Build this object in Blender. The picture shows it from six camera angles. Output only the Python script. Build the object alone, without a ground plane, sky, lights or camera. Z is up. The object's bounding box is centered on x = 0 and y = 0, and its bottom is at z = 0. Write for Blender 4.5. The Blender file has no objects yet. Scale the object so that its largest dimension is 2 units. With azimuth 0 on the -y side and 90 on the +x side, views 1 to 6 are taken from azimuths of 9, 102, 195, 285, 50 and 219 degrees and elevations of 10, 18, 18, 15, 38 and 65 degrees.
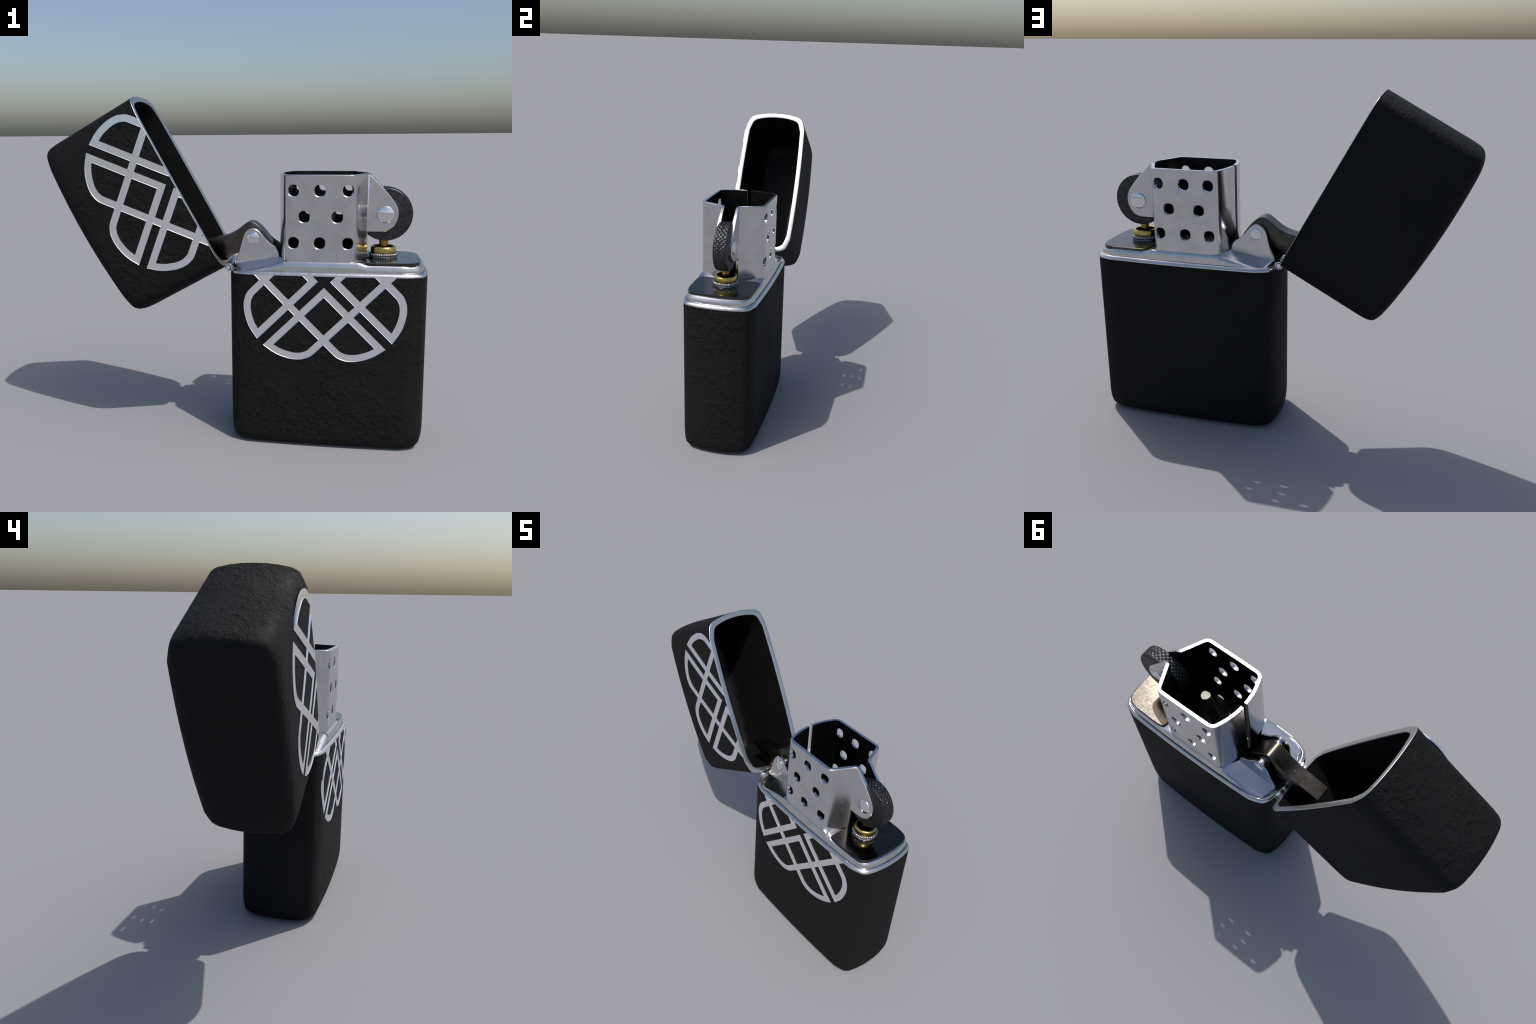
import bpy, bmesh, math
from math import sin, cos, pi, radians, sqrt
from mathutils import Vector
from mathutils.geometry import delaunay_2d_cdt

# ------------------------------------------------------------------ frame
CX = 0.4875                     # middle of the case in x
HX, HY = 0.5125, 0.221          # half width, half thickness of the case
HINGE = (-0.028, 0.933)         # hinge axis in x, z
LID_ANGLE = radians(118.9)      # how far the lid is flipped open
CASE_TOP = 0.920                # where the black coat of the case ends
LID_OPEN = 0.945                # rim of the lid, in closed position


# ------------------------------------------------------------------ materials
def new_material(name):
    m = bpy.data.materials.new(name)
    m.use_nodes = True
    nt = m.node_tree
    return m, nt, nt.nodes["Principled BSDF"]


def node(nt, kind, **kw):
    n = nt.nodes.new(kind)
    for k, v in kw.items():
        if k.startswith("in_"):
            key = k[3:].replace("_", " ")
            n.inputs[key].default_value = v
        else:
            setattr(n, k, v)
    return n


def noise(nt, scale, detail=4, rough=0.55, distortion=0.0, stretch=None):
    tc = node(nt, "ShaderNodeTexCoord")
    src = tc.outputs["Object"]
    if stretch:
        mp = node(nt, "ShaderNodeMapping")
        mp.inputs["Scale"].default_value = stretch
        nt.links.new(src, mp.inputs["Vector"])
        src = mp.outputs["Vector"]
    n = node(nt, "ShaderNodeTexNoise", in_Scale=scale, in_Detail=detail,
             in_Roughness=rough, in_Distortion=distortion)
    nt.links.new(src, n.inputs["Vector"])
    return n.outputs["Fac"]


def ramp(nt, fac, stops):
    r = node(nt, "ShaderNodeValToRGB")
    els = r.color_ramp.elements
    while len(els) < len(stops):
        els.new(0.5)
    for e, (p, c) in zip(els, stops):
        e.position = p
        e.color = (c, c, c, 1) if isinstance(c, (int, float)) else (*c, 1)
    nt.links.new(fac, r.inputs["Fac"])
    return r.outputs["Color"]


def math_node(nt, op, a, b):
    n = node(nt, "ShaderNodeMath", operation=op)
    for i, v in enumerate((a, b)):
        if isinstance(v, (int, float)):
            n.inputs[i].default_value = v
        else:
            nt.links.new(v, n.inputs[i])
    return n.outputs[0]


def bump(nt, bsdf, height, strength, distance=0.01):
    b = node(nt, "ShaderNodeBump")
    b.inputs["Strength"].default_value = strength
    b.inputs["Distance"].default_value = distance
    nt.links.new(height, b.inputs["Height"])
    nt.links.new(b.outputs["Normal"], bsdf.inputs["Normal"])


def metal(name, color, rough, spread=0.06, tint=0.06, scale=14.0, fine=0.0):
    """brushed or polished metal whose tone and gloss wander a little"""
    m, nt, p = new_material(name)
    p.inputs["Metallic"].default_value = 1.0
    n = noise(nt, scale, 5, 0.6)
    lo = [max(0, c - tint) for c in color]
    hi = [min(1, c + tint) for c in color]
    nt.links.new(ramp(nt, n, [(0.3, lo), (0.7, hi)]), p.inputs["Base Color"])
    n2 = noise(nt, scale * 3.1, 6, 0.65)
    nt.links.new(ramp(nt, n2, [(0.3, rough - spread), (0.7, rough + spread)]),
                 p.inputs["Roughness"])
    if fine:
        bump(nt, p, noise(nt, 160, 3, 0.6), fine, 0.004)
    return m


def black_crackle():
    m, nt, p = new_material("black_crackle_paint")
    n = noise(nt, 70, 5, 0.6)
    specks = ramp(nt, noise(nt, 130, 2, 0.5), [(0.66, 0.0), (0.76, 1.0)])
    mix = node(nt, "ShaderNodeMix", data_type="RGBA")
    nt.links.new(specks, mix.inputs["Factor"])
    nt.links.new(ramp(nt, n, [(0.3, (0.0068, 0.0068, 0.0068)),
                              (0.7, (0.0120, 0.0120, 0.0117))]), mix.inputs["A"])
    mix.inputs["B"].default_value = (0.018, 0.018, 0.018, 1)
    nt.links.new(mix.outputs["Result"], p.inputs["Base Color"])
    p.inputs["Specular IOR Level"].default_value = 0.11
    nt.links.new(ramp(nt, n, [(0.3, 0.60), (0.7, 0.78)]), p.inputs["Roughness"])
    # crackle: lumps and fine grit that are strong in patches, faint between them
    lumps = ramp(nt, noise(nt, 36, 5, 0.6, 0.35), [(0.40, 0.0), (0.64, 1.0)])
    grit = noise(nt, 85, 5, 0.65)
    patch = ramp(nt, noise(nt, 3.6, 4, 0.6), [(0.40, 0.10), (0.60, 1.0)])
    both = math_node(nt, "ADD", lumps, math_node(nt, "MULTIPLY", grit, 0.7))
    h = math_node(nt, "MULTIPLY", both, patch)
    bump(nt, p, h, 0.60, 0.012)
    return m


BLACK = black_crackle()
SILVER = metal("polished_steel", (0.60, 0.60, 0.61), 0.215, 0.05, 0.05, 12, 0.012)
RIM = metal("rim_steel", (0.60, 0.60, 0.60), 0.25, 0.05, 0.04, 16, 0.012)
LIP = metal("satin_lid_rim", (0.52, 0.52, 0.515), 0.37, 0.05, 0.04, 16, 0.03)
COLLAR = metal("collar_steel", (0.34, 0.34, 0.36), 0.2, 0.05, 0.04, 30)
INLAY = metal("emblem_steel", (0.92, 0.92, 0.93), 0.22, 0.02, 0.01, 20)
RIVET = metal("rivet_steel", (0.78, 0.78, 0.80), 0.07, 0.02, 0.02, 20)
PAD = metal("dark_polished_plate", (0.078, 0.073, 0.065), 0.148, 0.03, 0.016, 30)
DARK_INNER = metal("dark_inner_metal", (0.032, 0.032, 0.032), 0.38, 0.08, 0.008, 12)
CAM = metal("dark_cam_steel", (0.090, 0.079, 0.068), 0.34, 0.06, 0.026, 22, 0.05)
BRASS = metal("brass", (0.56, 0.42, 0.13), 0.25, 0.06, 0.09, 40)
KNURL = metal("flint_wheel_steel", (0.055, 0.055, 0.057), 0.42, 0.08, 0.02, 60, 0.15)
STEM = metal("tarnished_brass", (0.30, 0.21, 0.06), 0.3, 0.05, 0.03, 30)
PIN = metal("dark_gap_metal", (0.02, 0.02, 0.02), 0.5, 0.05, 0.005, 30)


def wick_material():
    m, nt, p = new_material("woven_wick_cord")
    n = noise(nt, 260, 3, 0.6)
    nt.links.new(ramp(nt, n, [(0.35, (0.42, 0.42, 0.33)), (0.6, (0.62, 0.62, 0.52))]),
                 p.inputs["Base Color"])
    p.inputs["Roughness"].default_value = 0.9
    bump(nt, p, n, 0.5, 0.004)
    return m


def char_material():
    m, nt, p = new_material("charred_wick_side")
    n = noise(nt, 90, 3, 0.6)
    nt.links.new(ramp(nt, n, [(0.35, (0.012, 0.011, 0.010)), (0.65, (0.035, 0.032, 0.028))]),
                 p.inputs["Base Color"])
    p.inputs["Roughness"].default_value = 0.85
    return m


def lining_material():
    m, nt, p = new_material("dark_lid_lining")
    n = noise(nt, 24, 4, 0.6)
    nt.links.new(ramp(nt, n, [(0.3, (0.005, 0.005, 0.0051)), (0.7, (0.0078, 0.0078, 0.0079))]), p.inputs["Base Color"])  # occlusion inside the lid is baked into this near-black base
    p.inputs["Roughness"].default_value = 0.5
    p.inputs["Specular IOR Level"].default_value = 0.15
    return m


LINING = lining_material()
WICK, CHAR = wick_material(), char_material()

# ------------------------------------------------------------------ objects
ROOT = bpy.data.objects.new("pocket_lighter", None)
ROOT["label"] = "open black flip-top pocket lighter with silver knot emblem"
ROOT["category"] = "lighter"
bpy.context.scene.collection.objects.link(ROOT)


def make_object(name, mesh, mats, parent=ROOT, angle=35):
    ob = bpy.data.objects.new(name, mesh)
    bpy.context.scene.collection.objects.link(ob)
    for m in (mats if isinstance(mats, (list, tuple)) else [mats]):
        mesh.materials.append(m)
    for p in mesh.polygons:
        p.use_smooth = True
    mesh.set_sharp_from_angle(angle=radians(angle))
    ob.parent = parent
    return ob


def mesh_from(name, verts, faces, recalc=True, mat_index=None):
    me = bpy.data.meshes.new(name)
    me.from_pydata([tuple(v) for v in verts], [], faces)
    if mat_index:
        for p, i in zip(me.polygons, mat_index):
            p.material_index = i
    if recalc:
        bm = bmesh.new()
        bm.from_mesh(me)
        bmesh.ops.remove_doubles(bm, verts=bm.verts, dist=1e-6)
        bmesh.ops.recalc_face_normals(bm, faces=bm.faces)
        bm.to_mesh(me)
        bm.free()
    me.update()
    return me


def open_lid(p):
    """closed position -> position of the flipped lid"""
    dx, dz = p[0] - HINGE[0], p[2] - HINGE[1]
    c, s = cos(LID_ANGLE), sin(LID_ANGLE)
    return (HINGE[0] + c * dx - s * dz, p[1], HINGE[1] + s * dx + c * dz)


# ------------------------------------------------------------------ case section
def front_bulge(dx):
    """half thickness of the gently bowed broad face"""
    return HY - 0.0105 * (dx / 0.402) ** 2


def section():
    """closed outline of the case, centred, counter-clockwise"""
    quad = [(d, front_bulge(d)) for d in (0.0, 0.1, 0.2, 0.3, 0.36, 0.402)]
    quad += [(0.441, 0.1985), (0.4710, 0.1862), (0.4845, 0.1705), (0.493, 0.153),
             (0.5050, 0.100), (0.511, 0.050), (0.5125, 0.0)]
    q1 = quad[::-1]                                  # end -> middle of +y face
    loop = q1 + [(-x, y) for x, y in quad[1:]]
    loop += [(x, -y) for x, y in loop[::-1][1:-1]]
    return loop


SECTION = section()


def ring(inset, z, dome=None):
    """section shrunk by inset at height z"""
    kx, ky = 1 - inset / HX, 1 - inset / HY
    out = []
    for x, y in SECTION:
        px, py = x * kx, y * ky
        zz = z + (dome(px, py) if dome else 0.0)
        out.append((CX + px, py, zz))
    return out


def loft(rings, cap_first=False, cap_last=False, xf=None):
    n = len(rings[0])
    verts = [v for r in rings for v in r]
    faces = []
    for i in range(len(rings) - 1):
        for j in range(n):
            k = (j + 1) % n
            faces.append((i * n + j, i * n + k, (i + 1) * n + k, (i + 1) * n + j))
    if cap_first:
        faces.append(tuple(range(n))[::-1])
    if cap_last:
        b = (len(rings) - 1) * n
        faces.append(tuple(range(b, b + n)))
    if xf:
        verts = [xf(v) for v in verts]
    return verts, faces


# ------------------------------------------------------------------ case body
body_profile = [(0.150, 0.000), (0.074, 0.000), (0.050, 0.002), (0.031, 0.0080), (0.017, 0.019),
                (0.0082, 0.034), (0.0028, 0.061), (0.0, 0.097), (0.0, 0.25), (0.0, 0.4),
                (0.0, 0.55), (0.0, 0.7), (0.0, 0.82), (0.0, CASE_TOP)]
v, f = loft([ring(i, z) for i, z in body_profile], cap_first=True)
case = make_object("case_body", mesh_from("case_body", v, f), BLACK, angle=60)

rim_profile = [(0.0012, CASE_TOP - 0.012), (-0.0004, CASE_TOP), (0.0010, 0.9245), (0.0055, 0.9305), (0.0105, 0.9350),
               (0.0135, 0.9360), (0.0165, 0.932), (0.020, 0.926), (0.028, 0.920), (0.045, 0.917), (0.075, 0.915)]
v, f = loft([ring(i, z) for i, z in rim_profile])
make_object("case_rim", mesh_from("case_rim", v, f), RIM, case, angle=70)

# ------------------------------------------------------------------ lid
LID_H = 0.933


def lid_dome(px, py):
    return -0.020 * (px / 0.42) ** 2 - 0.005 * (py / 0.17) ** 2


def lid_ring(inset, up, k):
    return shorten(ring(inset, LID_H + up, (lambda a, b: k * lid_dome(a, b))))


def shorten(r):
    """the lid is a little shorter than the case at its free end"""
    free = 1 - 0.0115 / HX
    return [(CX + (x - CX) * (free if x > CX else 1.0), y * 1.003, z) for x, y, z in r]


lid_profile = [(0.0, 0.0085, 0), (0.0, 0.10, 0), (0.0, 0.2, 0), (0.0, 0.3, 0), (0.0, 0.40, 0), (0.0, 0.482, 0.05),
               (0.0025, 0.528, 0.25), (0.008, 0.556, 0.5), (0.016, 0.573, 0.7), (0.028, 0.586, 0.9),
               (0.045, 0.5945, 1), (0.070, 0.598, 1), (0.12, 0.601, 1), (0.17, 0.602, 1), (HY, 0.603, 1)]
v, f = loft([lid_ring(*t) for t in lid_profile], xf=open_lid)
lid = make_object("lid", mesh_from("lid", v, f), BLACK, angle=60)

lip = [(0.0016, 0.024), (0.0004, 0.0090), (0.0008, 0.0075), (0.0018, 0.0063), (0.0030, 0.006),
       (0.027, 0.006), (0.030, 0.0070), (0.031, 0.012)]
v, f = loft([shorten(ring(i, LID_H + u)) for i, u in lip], xf=open_lid)
make_object("lid_rim", mesh_from("lid_rim", v, f), LIP, lid, angle=50)

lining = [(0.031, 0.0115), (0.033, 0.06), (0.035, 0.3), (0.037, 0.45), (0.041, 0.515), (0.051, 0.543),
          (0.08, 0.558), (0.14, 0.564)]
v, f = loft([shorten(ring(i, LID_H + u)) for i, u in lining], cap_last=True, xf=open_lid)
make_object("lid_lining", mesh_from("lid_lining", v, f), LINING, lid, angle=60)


# ------------------------------------------------------------------ plates cut from sheet
def sheet(loops, guides, solid, to3d, thick, edge, edge_rise, front_mat=0, back_mat=0, name="sheet", backing=True):
    """A thin plate.  loops: 2D faces (unions are merged); guides: 2D segments that
    become edges (bends); solid(x, y) says whether a triangle is material.
    The rim of the front face is a bevel `edge` wide that drops by edge_rise."""
    verts, edges, faces = [], [], []
    for lp in loops:
        b = len(verts)
        verts += [Vector(p) for p in lp]
        faces.append(list(range(b, b + len(lp))))
    for g in guides:
        b = len(verts)
        verts += [Vector(p) for p in g]
        edges += [(b + i, b + i + 1) for i in range(len(g) - 1)]
    v2, _, f2, *_ = delaunay_2d_cdt(verts, edges, faces, 0, 1e-6)
    bm = bmesh.new()
    bv = [bm.verts.new((p.x, p.y, 0)) for p in v2]
    for tri in f2:
        c = sum((v2[i] for i in tri), Vector((0, 0))) / len(tri)
        if solid(c.x, c.y):
            bm.faces.new([bv[i] for i in tri])
    bmesh.ops.delete(bm, geom=[q for q in bm.verts if not q.link_faces], context="VERTS")
    bmesh.ops.recalc_face_normals(bm, faces=bm.faces)
    if bm.faces[:] and bm.faces[:][0].normal.z < 0:
        bmesh.ops.reverse_faces(bm, faces=bm.faces)
    for q in bm.faces:
        q.material_index = front_mat
    back_faces = [[w.co.copy() for w in q.verts] for q in bm.faces]
    rim_e = [e for e in bm.edges if len(e.link_faces) == 1]
    rim_pairs = []
    for e in rim_e:                                   # oriented as the face runs
        lo = e.link_loops[0]
        rim_pairs.append((lo.vert.co.copy(), lo.link_loop_next.vert.co.copy()))
    rim_v = {q for e in rim_e for q in e.verts}
    key = lambda c: (round(c.x, 6), round(c.y, 6))
    rim_keys = {key(q.co) for q in rim_v}
    if edge > 0:
        bmesh.ops.inset_region(bm, faces=bm.faces[:], use_boundary=True,
                               use_even_offset=True, thickness=edge, depth=0)
    out_v, out_f, mi = [], [], []
    index = {}

    def put(c, depth):
        k = (round(c.x, 6), round(c.y, 6), round(depth, 6))
        if k not in index:
            index[k] = len(out_v)
            out_v.append(to3d(c.x, c.y, depth))
        return index[k]
    for q in bm.faces:
        out_f.append([put(w.co, edge_rise if key(w.co) in rim_keys else 0.0) for w in q.verts])
        mi.append(front_mat)
    if backing:
        for q in back_faces:
            out_f.append([put(c, thick) for c in q][::-1])
            mi.append(back_mat)
    for a, b in rim_pairs:
        out_f.append([put(b, edge_rise), put(a, edge_rise), put(a, thick), put(b, thick)])
        mi.append(front_mat)
    bm.free()
    clean = [(q, m) for q, m in zip(out_f, mi) if len(set(q)) == len(q)]
    me = mesh_from(name, out_v, [q for q, _ in clean], recalc=False, mat_index=[m for _, m in clean])
    return me


# ------------------------------------------------------------------ knot emblem
LOBE = [(-0.305, 0.2145), (-0.322, 0.2125), (-0.337, 0.2070), (-0.357, 0.1965), (-0.374, 0.1820),
        (-0.389, 0.1655), (-0.401, 0.1480), (-0.416, 0.1220), (-0.427, 0.0970), (-0.4355, 0.0680)]
TIP, PAIR, FAR = 0.4405, 0.0395, 0.2145
BAND = 0.0365


def knot_path():
    """one closed strand: four turns of  corner - inner bar - lobe - outer bar - lobe - inner bar"""
    quarter = [(-PAIR, PAIR)] + [(-a, PAIR) for a in (0.14, 0.24, 0.34)] + [(-TIP, PAIR)]
    quarter += LOBE[::-1]
    quarter += [(a, FAR) for a in (-0.2, -0.1, 0.0, 0.1, 0.2)]
    quarter += [(-a, b) for a, b in LOBE]
    quarter += [(TIP, PAIR)] + [(a, PAIR) for a in (0.34, 0.24, 0.14)]
    path = []
    for k in range(4):
        for a, b in quarter:
            for _ in range(k):
                a, b = b, -a
            path.append(((a - b) / sqrt(2), (a + b) / sqrt(2)))
    return path


def knot_quads(width):
    """mitred ribbon quads along the strand"""
    p = [Vector(q) for q in knot_path()]
    n = len(p)
    left, right = [], []
    for i in range(n):
        d0 = (p[i] - p[i - 1]).normalized()
        d1 = (p[(i + 1) % n] - p[i]).normalized()
        n0, n1 = Vector((-d0.y, d0.x)), Vector((-d1.y, d1.x))
        m = (n0 + n1)
        m = m / max(m.length_squared, 0.3) * 2 * (width / 2)
        left.append(p[i] + m)
        right.append(p[i] - m)
    return [[left[i], right[i], right[(i + 1) % n], left[(i + 1) % n]] for i in range(n)]


def in_quad(q, x, y):
    s = 0
    for i in range(4):
        a, b = q[i], q[(i + 1) % 4]
        c = (b.x - a.x) * (y - a.y) - (b.y - a.y) * (x - a.x)
        if abs(c) < 1e-12:
            continue
        if s == 0:
            s = 1 if c > 0 else -1
        elif (c > 0) != (s > 0):
            return False
    return True


def emblem(name, place, keep, cut_line, to3d, parent):
    quads = [[Vector(place(*w)) for w in q] for q in knot_quads(BAND)]
    near = [q for q in quads if any(keep(w.x, w.y) for w in q)]
    solid = lambda x, y: keep(x, y) and any(in_quad(q, x, y) for q in near)
    me = sheet(near, [cut_line], solid, to3d, 0.004, 0.0028, -0.0021, name=name, backing=False)
    return make_object(name, me, INLAY, parent, angle=12)


EMBLEM_PROUD = 0.0004


def case_face(x, z, depth, thick=1.0):
    return (CX + x, -(front_bulge(x) * thick + EMBLEM_PROUD - depth), z)


def lid_face(x, z, depth):
    return open_lid(case_face(x, z, depth, 1.003))


CUT = CASE_TOP - 0.0005
emblem("knot_emblem", lambda x, z: (x - 0.007, z + 0.891), lambda x, z: z < CUT,
       [(-0.6, CUT), (0.6, CUT)], case_face, case)


def lid_place(x, z):
    a, s = radians(-4.70), 1.0197
    z = -z
    return (0.0083 + s * (cos(a) * x - sin(a) * z), 0.9467 + s * (sin(a) * x + cos(a) * z))


LCUT = LID_H + 0.0085
emblem("knot_emblem", lid_place, lambda x, z: z > LCUT,
       [(-0.6, LCUT), (0.6, LCUT)], lid_face, lid)

# ------------------------------------------------------------------ insert top (shoulder of the inner unit)
TOP = 0.988


def shoulder(x, y):
    """height of the insert's top face: sinks under the pad, slopes down to the hinge"""
    ay = abs(y)
    z = TOP
    if x > 0.655:
        z -= 0.014 * min(1, (x - 0.655) / 0.030)
    return z


def insert_ring(inset, drop, low=None):
    out = []
    for x, y in SECTION:
        kx, ky = 1 - inset / HX, 1 - inset / HY
        px, py = x * kx, y * ky
        gx = CX + px
        out.append((gx, py, low if low is not None else max(0.914, shoulder(gx, py) - drop)))
    return out


SECTION_COARSE = SECTION
fine = []
for i, (x, y) in enumerate(SECTION):
    x2, y2 = SECTION[(i + 1) % len(SECTION)]
    m = max(1, int(sqrt((x2 - x) ** 2 + (y2 - y) ** 2) / 0.02))
    for k in range(m):
        fine.append((x + (x2 - x) * k / m, y + (y2 - y) * k / m))
SECTION = fine
steps = [(0.0175, None, 0.90), (0.0175, 0.034, None), (0.0185, 0.021, None), (0.022, 0.010, None),
         (0.027, 0.003, None), (0.035, 0.0, None), (0.055, 0.0, None), (0.08, 0, None), (0.11, 0, None),
         (0.14, 0, None), (0.18, 0, None), (0.2, 0, None)]
rings = [insert_ring(i, d, lo) for i, d, lo in steps]
base = [(x, y, 0.90) for x, y, z in rings[0]]
v, f = loft(rings, cap_last=True)
f.append(tuple(range(len(rings[0])))[::-1])
SECTION = SECTION_COARSE
insert = make_object("insert_top", mesh_from("insert_top", v, f), SILVER, angle=28)


def box_mesh(name, lo, hi):
    vs = [(x, y, z) for x in (lo[0], hi[0]) for y in (lo[1], hi[1]) for z in (lo[2], hi[2])]
    fs = [(0, 1, 3, 2), (4, 6, 7, 5), (0, 4, 5, 1), (2, 3, 7, 6), (0, 2, 6, 4), (1, 5, 7, 3)]
    return mesh_from(name, vs, fs)


# everything on the hinge side is cut away; sloping shoulders take its place
cutter = bpy.data.objects.new("well_cutter", box_mesh("well_cutter", (-0.1, -0.3, 0.85), (0.272, 0.3, 1.2)))
bpy.context.scene.collection.objects.link(cutter)
mod = insert.modifiers.new("well", "BOOLEAN")
mod.operation = "DIFFERENCE"
mod.object = cutter
mod.solver = "EXACT"
bpy.context.view_layer.update()
dg = bpy.context.evaluated_depsgraph_get()
cut = bpy.data.meshes.new_from_object(insert.evaluated_get(dg))
insert.modifiers.clear()
insert.data = cut
cut.set_sharp_from_angle(angle=radians(28))
bpy.data.objects.remove(cutter)



def section_half_width(x):
    """half thickness of the case section at x"""
    d = abs(x - CX)
    for (x1, y1), (x2, y2) in zip(SECTION, SECTION[1:]):
        if x1 >= d >= x2 and y1 >= 0:
            return y1 + (y2 - y1) * (d - x1) / (x2 - x1)
    return 0.0


def shoulder_mesh(side):
    """sloping facet beside the cam, with its rounded outer wall and its end"""
    c, b = Vector((0.286, 0.184, 0.986)), Vector((0.034, 0.150, 0.926))     # outer edge
    d, a = Vector((0.237, 0.088, 0.992)), Vector((0.005, 0.088, 0.953))     # along the bracket
    fy = (0.0, 0.07, 0.29, 0.62, 1.0)
    fz = (0.0, 0.38, 0.70, 0.91, 1.0)
    rows, n = [], 12
    for i in range(n + 1):
        t = i / n
        e, inner = c.lerp(b, t), d.lerp(a, t)
        wx = 0.286 + (0.026 - 0.286) * t
        w = Vector((wx, section_half_width(wx) - 0.0185, 0.954 + (0.918 - 0.954) * t))
        row = [Vector((w.x, w.y, 0.90))]
        for p, q in zip(fy, fz):
            row.append(Vector((w.x + (e.x - w.x) * p, w.y + (e.y - w.y) * p, w.z + (e.z - w.z) * q)))
        row.append(inner)
        row.append(Vector((inner.x, inner.y, 0.90)))
        rows.append(row)
    m = len(rows[0])
    verts = [(p.x, side * p.y, p.z) for r in rows for p in r]
    faces = [(i * m + j, i * m + j + 1, (i + 1) * m + j + 1, (i + 1) * m + j) for i in range(n) for j in range(m - 1)]
    faces.append(tuple(range(n * m, n * m + m)))
    faces.append(tuple(range(m)))
    return mesh_from("insert_shoulder", verts, faces)


for side in (-1, 1):
    make_object("insert_shoulder", shoulder_mesh(side), SILVER, insert, angle=24)

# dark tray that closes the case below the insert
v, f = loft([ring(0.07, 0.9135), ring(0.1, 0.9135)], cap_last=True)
make_object("inner_tray", mesh_from("inner_tray", v, f), DARK_INNER, insert)

# ------------------------------------------------------------------ filler plate under the wheel
pad_half = [(0.961, 0.0), (0.9605, 0.05), (0.957, 0.10), (0.951, 0.135), (0.941, 0.156), (0.926, 0.170),
            (0.905, 0.179), (0.868, 0.1855), (0.78, 0.1885), (0.71, 0.187), (0.694, 0.183), (0.685, 0.174), (0.682, 0.155)]
pad_loop = pad_half + [(x, -y) for x, y in pad_half[::-1][:-1]]
me = sheet([pad_loop], [], lambda x, y: True, lambda x, y, d: (x, y, 0.9855 - d), 0.022, 0.004, 0.0022, name="pad")
make_object("filler_plate", me, PAD, insert, angle=15)


# ------------------------------------------------------------------ chimney with holes and wheel tabs
def cumulative(poly):
    s = [0.0]
    for a, b in zip(poly, poly[1:]):
        s.append(s[-1] + sqrt((b[0] - a[0]) ** 2 + (b[1] - a[1]) ** 2))
    return s


FOLD_X = 0.690
wall = [(0.2370, 0.0125), (0.2385, 0.040), (0.2435, 0.075), (0.252, 0.110), (0.264, 0.145), (0.2735, 0.167),
        (0.283, 0.1785), (0.296, 0.186), (0.312, 0.1895), (0.45, 0.191), (0.598, 0.1905), (0.613, 0.188), (0.625, 0.1815),
        (0.634, 0.170), (0.650, 0.135), (0.670, 0.091), (FOLD_X - 0.004, 0.0565), (FOLD_X + 0.001, 0.0525), (0.72, 0.0525), (0.86, 0.0525)]
ws = cumulative(wall)
S_FOLD = ws[17]
S_X0 = ws[8] - wall[8][0]         # along the broad face  s = x + S_X0  (very nearly)


def wall_point(s):
    for i in range(len(ws) - 1):
        if s <= ws[i + 1] or i == len(ws) - 2:
            t = (s - ws[i]) / (ws[i + 1] - ws[i])
            a, b = wall[i], wall[i + 1]
            return (a[0] + (b[0] - a[0]) * t, a[1] + (b[1] - a[1]) * t)


def wall_normal(s):
    """outward normal, averaged at the bends"""
    e = 0.004
    a, b = wall_point(max(0, s - e)), wall_point(min(ws[-1], s + e))
    d = Vector((b[0] - a[0], b[1] - a[1])).normalized()
    return Vector((-d.y, d.x))


Z0, Z1 = 0.982, 1.421
tab = lambda x, z: (S_FOLD + x - FOLD_X, z)
outline = [(0, Z0), (S_FOLD, Z0), (S_FOLD, 1.122), tab(0.755, 1.1215), tab(0.785, 1.126), tab(0.806, 1.137),
           tab(0.825, 1.157), tab(0.8385, 1.185), tab(0.8435, 1.2175), tab(0.8400, 1.2425), tab(0.829, 1.2675),
           tab(0.800, 1.306), tab(0.762, 1.351), tab(0.700, 1.4135), tab(FOLD_X - 0.003, Z1), (0, Z1)]


def hole(x, z, r=0.0283, n=32):
    """slightly squared hole"""
    pts = []
    for i in range(n):
        a = 2 * pi * (i + 0.5) / n
        k = r / (abs(cos(a)) ** 2.35 + abs(sin(a)) ** 2.35) ** (1 / 2.35)
        pts.append((x + S_X0 + k * cos(a), z + k * 1.02 * sin(a)))
    return pts


HOLES = [(0.322, 1.344), (0.454, 1.344), (0.594, 1.344), (0.376, 1.2135), (0.540, 1.2135),
         (0.322, 1.0815), (0.454, 1.0815), (0.595, 1.0815)]


def inside(poly, x, y):
    c = False
    for i in range(len(poly)):
        (x1, y1), (x2, y2) = poly[i - 1], poly[i]
        if (y1 > y) != (y2 > y) and x < (x2 - x1) * (y - y1) / (y2 - y1) + x1:
            c = not c
    return c


def in_hole(s, z):
    return any(abs(s - S_X0 - hx) < 0.04 and abs(z - hz) < 0.04 and inside(hole(hx, hz), s, z) for hx, hz in HOLES)


guides = [[(s, Z0 - 0.01), (s, Z1 + 0.01)] for s in ws[1:18]]
guides += [h + [h[0]] for h in (hole(*q) for q in HOLES)]
WALL_T = 0.018


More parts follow.
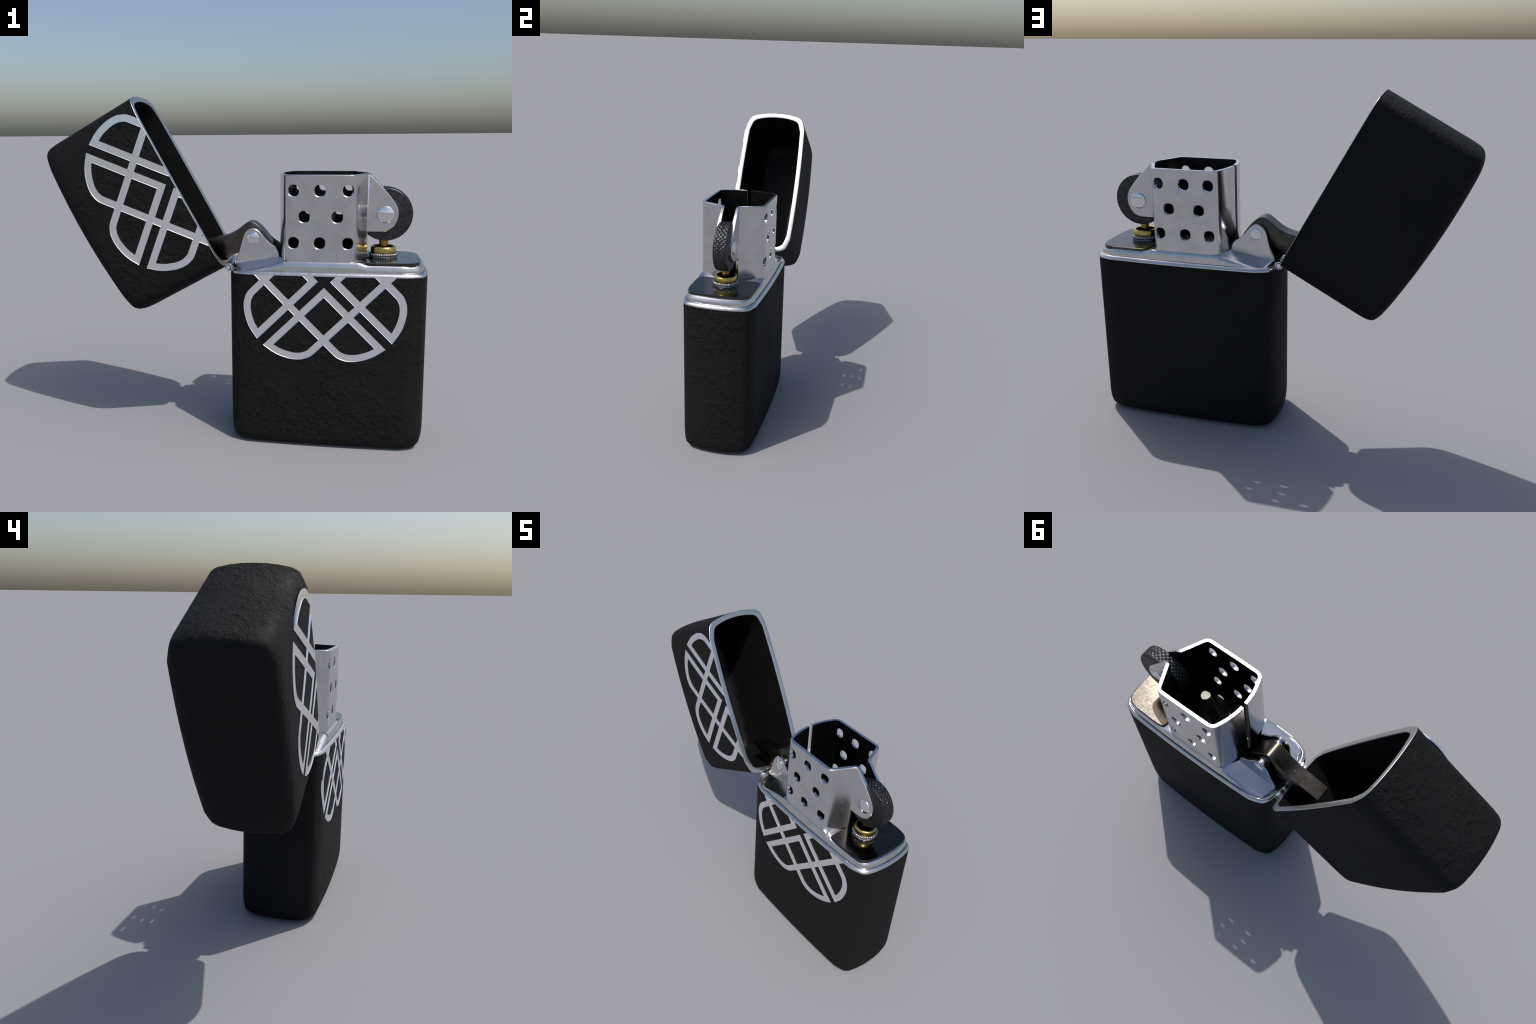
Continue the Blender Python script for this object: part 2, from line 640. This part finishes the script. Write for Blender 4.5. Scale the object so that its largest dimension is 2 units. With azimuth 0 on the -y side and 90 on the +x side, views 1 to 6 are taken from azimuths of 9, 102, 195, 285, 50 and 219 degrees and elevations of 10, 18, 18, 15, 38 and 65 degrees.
def chimney_half(side):
    def to3d(s, z, d):
        x, y = wall_point(s)
        n = wall_normal(s)
        return (x - n.x * d, side * (y - n.y * d), z)
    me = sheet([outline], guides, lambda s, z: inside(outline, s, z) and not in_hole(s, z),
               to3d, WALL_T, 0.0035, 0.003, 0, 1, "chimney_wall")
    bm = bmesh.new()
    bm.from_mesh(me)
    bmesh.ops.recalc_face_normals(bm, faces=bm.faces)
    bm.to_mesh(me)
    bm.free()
    return make_object("chimney_wall", me, [SILVER, DARK_INNER], CHIMNEY, angle=38)


CHIMNEY = bpy.data.objects.new("chimney", None)
bpy.context.scene.collection.objects.link(CHIMNEY)
CHIMNEY.parent = ROOT
for side in (-1, 1):
    chimney_half(side)
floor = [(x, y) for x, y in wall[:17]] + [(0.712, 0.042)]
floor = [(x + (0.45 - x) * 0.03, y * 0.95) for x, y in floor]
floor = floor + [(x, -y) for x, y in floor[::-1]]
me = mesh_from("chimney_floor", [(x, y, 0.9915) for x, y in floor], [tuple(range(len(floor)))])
make_object("chimney_floor", me, DARK_INNER, CHIMNEY)


# dark plate across the slot behind the flint tube
make_object("dark_slot_plate", box_mesh("dark_slot_plate", (0.672, -0.056, 0.984), (0.676, 0.056, 1.11)), DARK_INNER, CHIMNEY)


# ------------------------------------------------------------------ turned parts
def turned(name, profile, centre, axis="z", n=48, wave=None):
    """revolve (radius, height) pairs; wave(i, angle) may vary the radius"""
    verts, faces = [], []
    for i, (r, h) in enumerate(profile):
        for j in range(n):
            a = 2 * pi * j / n
            rr = r + (wave(i, a) if wave else 0)
            p = (rr * cos(a), rr * sin(a), h)
            if axis == "y":
                p = (p[0], h, p[1])
            verts.append(tuple(c + q for c, q in zip(centre, p)))
    for i in range(len(profile) - 1):
        for j in range(n):
            k = (j + 1) % n
            faces.append((i * n + j, i * n + k, (i + 1) * n + k, (i + 1) * n + j))
    faces.append(tuple(range(n)))
    b = (len(profile) - 1) * n
    faces.append(tuple(range(b, b + n)))
    return mesh_from(name, verts, faces)


# flint wheel: cross-cut pyramids on the tread, faint turning rings on the flanks
WX, WZ, WR, WH = 0.779, 1.213, 0.1395, 0.037
TEETH, STEP = 37, 10
pitch = 2 * pi * WR / TEETH


def tri_wave(t):
    t = t % 1.0
    return 1 - abs(2 * t - 1)


def wheel_mesh():
    n = TEETH * STEP
    cols = []
    flank = [(0.030, -0.002), (0.060, 0.0), (0.085, 0.0), (0.0875, -0.0012), (0.090, 0.0), (0.100, 0.0),
             (0.1025, -0.0012), (0.105, 0.0), (0.1135, 0.0), (0.116, -0.0012), (0.1185, 0.0), (0.127, 0.0),
             (0.1295, -0.0012), (0.132, -0.0005), (0.1345, -0.0025)]
    for r, dy in flank:
        cols.append((r, -(WH + dy), False))
    m = 22
    for i in range(m + 1):
        cols.append((WR, -WH * 0.955 + 2 * WH * 0.955 * i / m, True))
    for r, dy in flank[::-1]:
        cols.append((r, WH + dy, False))
    verts, faces = [], []
    for r, y, cutp in cols:
        for j in range(n):
            a = 2 * pi * j / n
            rr = r
            if cutp:
                u = a * WR / pitch
                w = y / pitch
                h = min(tri_wave(u + w), tri_wave(u - w))
                edge = min(1, (WH * 0.97 - abs(y)) / 0.004)
                rr = WR - 0.0040 + 0.0050 * h * max(0.25, edge)
            verts.append((WX + rr * cos(a), y, WZ + rr * sin(a)))
    for i in range(len(cols) - 1):
        for j in range(n):
            k = (j + 1) % n
            faces.append((i * n + j, i * n + k, (i + 1) * n + k, (i + 1) * n + j))
    faces.append(tuple(range(n)))
    b = (len(cols) - 1) * n
    faces.append(tuple(range(b, b + n)))
    return mesh_from("flint_wheel", verts, faces)


wheel = make_object("flint_wheel", wheel_mesh(), KNURL, angle=30)


def rivet(x, z, r, y, side, parent, proud=0.0045):
    sag = 0.17 * r
    prof = [(r, 0.004), (r, -proud * 0.5), (r * 0.985, -proud * 0.85)]
    prof += [(r * k, -proud - sag * (1 - k * k)) for k in (0.95, 0.85, 0.7, 0.5, 0.3, 0.1)]
    prof = [(a, side * -h + side * y) for a, h in prof]
    return make_object("rivet", turned("rivet", prof, (x, 0, z), "y"), RIVET, parent, angle=50)


for side in (-1, 1):
    rivet(WX, WZ, 0.0435, 0.0525, side, wheel)

# flint tube: stem, brass cup and knurled collar
tube = make_object("flint_tube", turned("flint_tube", [(0.023, 0.99), (0.023, 1.09)], (0.774, 0, 0)), STEM)
cup = [(0.060, 0.99), (0.0655, 1.005), (0.0655, 1.034), (0.064, 1.040), (0.060, 1.0445), (0.0555, 1.0455), (0.051, 1.043)]
make_object("brass_cup", turned("brass_cup", cup, (0.774, 0, 0), n=64), BRASS, tube, angle=50)
make_object("cup_lining", turned("cup_lining", [(0.0512, 1.0430), (0.049, 1.036), (0.0485, 1.0125), (0.01, 1.0125)], (0.774, 0, 0)), DARK_INNER, tube)
collar = [(0.066, 0.984), (0.0715, 0.9850), (0.073, 0.988), (0.0725, 0.9915), (0.069, 0.9925), (0.071, 0.9955), (0.073, 1.0005),
          (0.0725, 1.006), (0.069, 1.0090), (0.063, 1.0095)]


def collar_wave(i, a):
    return 0.0022 * (cos(36 * a)) - 0.001 if 5 <= i <= 8 else 0.0


make_object("knurled_collar", turned("knurled_collar", collar, (0.774, 0, 0), n=36 * 8, wave=collar_wave), COLLAR, tube, angle=50)

# ------------------------------------------------------------------ wick
lean = Vector((0.056, 0.0, 0.0))
verts, faces = [], []
n, rows = 28, 40
for i in range(rows + 1):
    t = i / rows
    z = 0.99 + 0.257 * t
    for j in range(n):
        a = 2 * pi * j / n
        r = 0.0262 + 0.0012 * sin(t * 60 + 1.2 * sin(a * 3)) - (0.002 if i == rows else 0)
        verts.append((0.45 + lean.x * t + r * cos(a), r * sin(a), z))
for i in range(rows):
    for j in range(n):
        k = (j + 1) % n
        faces.append((i * n + j, i * n + k, (i + 1) * n + k, (i + 1) * n + j))
faces.append(tuple(range(rows * n, rows * n + n)))
me = mesh_from("wick", verts, faces, mat_index=[0] * (rows * n) + [1])
make_object("wick", me, [CHAR, WICK], angle=40)

# ------------------------------------------------------------------ cam, its bracket plates, pin and rivets
cam_top = [(0.192, 1.030), (0.190, 1.060), (0.180, 1.077), (0.164, 1.099), (0.147, 1.120), (0.130, 1.138), (0.113, 1.152),
           (0.098, 1.161), (0.082, 1.1655), (0.067, 1.1635), (0.050, 1.154), (0.032, 1.140), (0.012, 1.124),
           (-0.010, 1.109), (-0.035, 1.096), (-0.062, 1.087), (-0.095, 1.079), (-0.135, 1.071), (-0.18, 1.061), (-0.226, 1.050)]
cam_low = [(-0.224, 1.036), (-0.18, 1.024), (-0.14, 1.008), (-0.112, 0.992), (-0.092, 0.976), (-0.072, 0.967), (-0.052, 0.965), (-0.032, 0.973),
           (-0.008, 0.991), (0.020, 1.001), (0.06, 1.000), (0.12, 0.985), (0.17, 0.985)]
CAM_W = 0.046


def slab(name, outline2, y0, y1, bev):
    """outline in x, z extruded along y between y0 (outer face) and y1"""
    sgn = 1 if y1 > y0 else -1
    return sheet([outline2], [], lambda x, z: inside(outline2, x, z),
                 lambda x, z, d: (x, y0 + sgn * d, z), abs(y1 - y0), bev, bev * 0.8, name=name)


def halves(outline2, w, bev):
    """two mirrored slabs welded in the middle so that both outer edges are rounded"""
    me = bpy.data.meshes.new("cam")
    bm = bmesh.new()
    for s in (-1, 1):
        part = sheet([outline2], [], lambda x, z: inside(outline2, x, z),
                     lambda x, z, d: (x, s * (w - d), z), w, bev, bev * 0.8, name="cam_half", backing=False)
        bm.from_mesh(part)
    bmesh.ops.remove_doubles(bm, verts=bm.verts, dist=1e-5)
    bmesh.ops.recalc_face_normals(bm, faces=bm.faces)
    bm.to_mesh(me)
    bm.free()
    return me


cam = make_object("cam_lever", halves((cam_top + cam_low)[::-1], CAM_W, 0.004), CAM, angle=40)

plate = [(0.003, 0.944), (0.238, 0.984), (0.238, 0.993), (0.2345, 1.010), (0.229, 1.026), (0.2195, 1.040), (0.205, 1.050), (0.191, 1.059),
         (0.175, 1.073), (0.160, 1.090), (0.146, 1.108), (0.134, 1.121), (0.122, 1.130), (0.110, 1.1355), (0.098, 1.138),
         (0.086, 1.136), (0.074, 1.130), (0.062, 1.120), (0.052, 1.104), (0.045, 1.086), (0.039, 1.063),
         (0.031, 1.033), (0.022, 1.005), (0.012, 0.978), (0.003, 0.953)]
for side in (-1, 1):
    me = slab("cam_bracket", plate, side * 0.091, side * 0.079, 0.0025)
    bm = bmesh.new()
    bm.from_mesh(me)
    bmesh.ops.recalc_face_normals(bm, faces=bm.faces)
    bm.to_mesh(me)
    bm.free()
    br = make_object("cam_bracket", me, SILVER, insert, angle=20)
    rivet(0.1025, 1.0860, 0.031, 0.091, side, br, 0.0035)
make_object("cam_pin", turned("cam_pin", [(0.030, -0.08), (0.030, 0.08)], (0.1025, 0, 1.086), "y"), RIVET, cam, angle=50)
dent = [(0.0052, 0.0), (0.0045, 0.0012), (0.003, 0.002), (0.001, 0.0022)]
make_object("cam_dimple", turned("cam_dimple", dent, (-0.055, 0, 1.0888), n=16), CAM, cam)

# ------------------------------------------------------------------ hinge
hinge = bpy.data.objects.new("hinge", None)
bpy.context.scene.collection.objects.link(hinge)
hinge.parent = ROOT
knuckles = [(-0.118, -0.072), (-0.0705, -0.025), (-0.0235, 0.0235), (0.025, 0.0705), (0.072, 0.118)]
for a, b in knuckles:
    prof = [(0.0145, a + 0.0015), (0.0165, a), (0.0195, a), (0.0205, a + 0.0012), (0.0205, b - 0.0012), (0.0195, b), (0.0165, b), (0.0145, b - 0.0015)]
    prof = [(0.0145, a + 0.012)] + prof + [(0.0145, b - 0.012)]
    make_object("hinge_knuckle", turned("hinge_knuckle", prof, (HINGE[0], 0, HINGE[1]), "y", 32), RIM, hinge, angle=50)
make_object("hinge_core", turned("hinge_core", [(0.0142, -0.116), (0.0142, 0.116)], (HINGE[0], 0, HINGE[1]), "y", 32), PIN, hinge)
make_object("hinge_pin", turned("hinge_pin", [(0.0115, -0.1175), (0.0125, -0.116), (0.0125, 0.116), (0.0115, 0.1175)],
                                (HINGE[0], 0, HINGE[1]), "y", 32), RIVET, hinge, angle=50)
# the leaf that ties the knuckles to the case and the one inside the lid
leaf_line = [(-0.034, 0.9525), (-0.024, 0.9535), (-0.012, 0.951), (-0.004, 0.943), (0.0, 0.930), (0.001, 0.90)]
vs, fs = [], []
for i, (x, z) in enumerate(leaf_line):
    for y in (-0.115, 0.115):
        vs += [(x, y, z), (x - 0.002, y, z - 0.004)]
for i in range(len(leaf_line) - 1):
    b, c = i * 4, (i + 1) * 4
    fs += [(b, b + 2, c + 2, c), (b + 1, c + 1, c + 3, b + 3), (b, c, c + 1, b + 1), (b + 2, b + 3, c + 3, c + 2)]
fs += [(0, 1, 3, 2), (4 * len(leaf_line) - 4, 4 * len(leaf_line) - 2, 4 * len(leaf_line) - 1, 4 * len(leaf_line) - 3)]
make_object("hinge_leaf", mesh_from("hinge_leaf", vs, fs), RIM, hinge, angle=60)
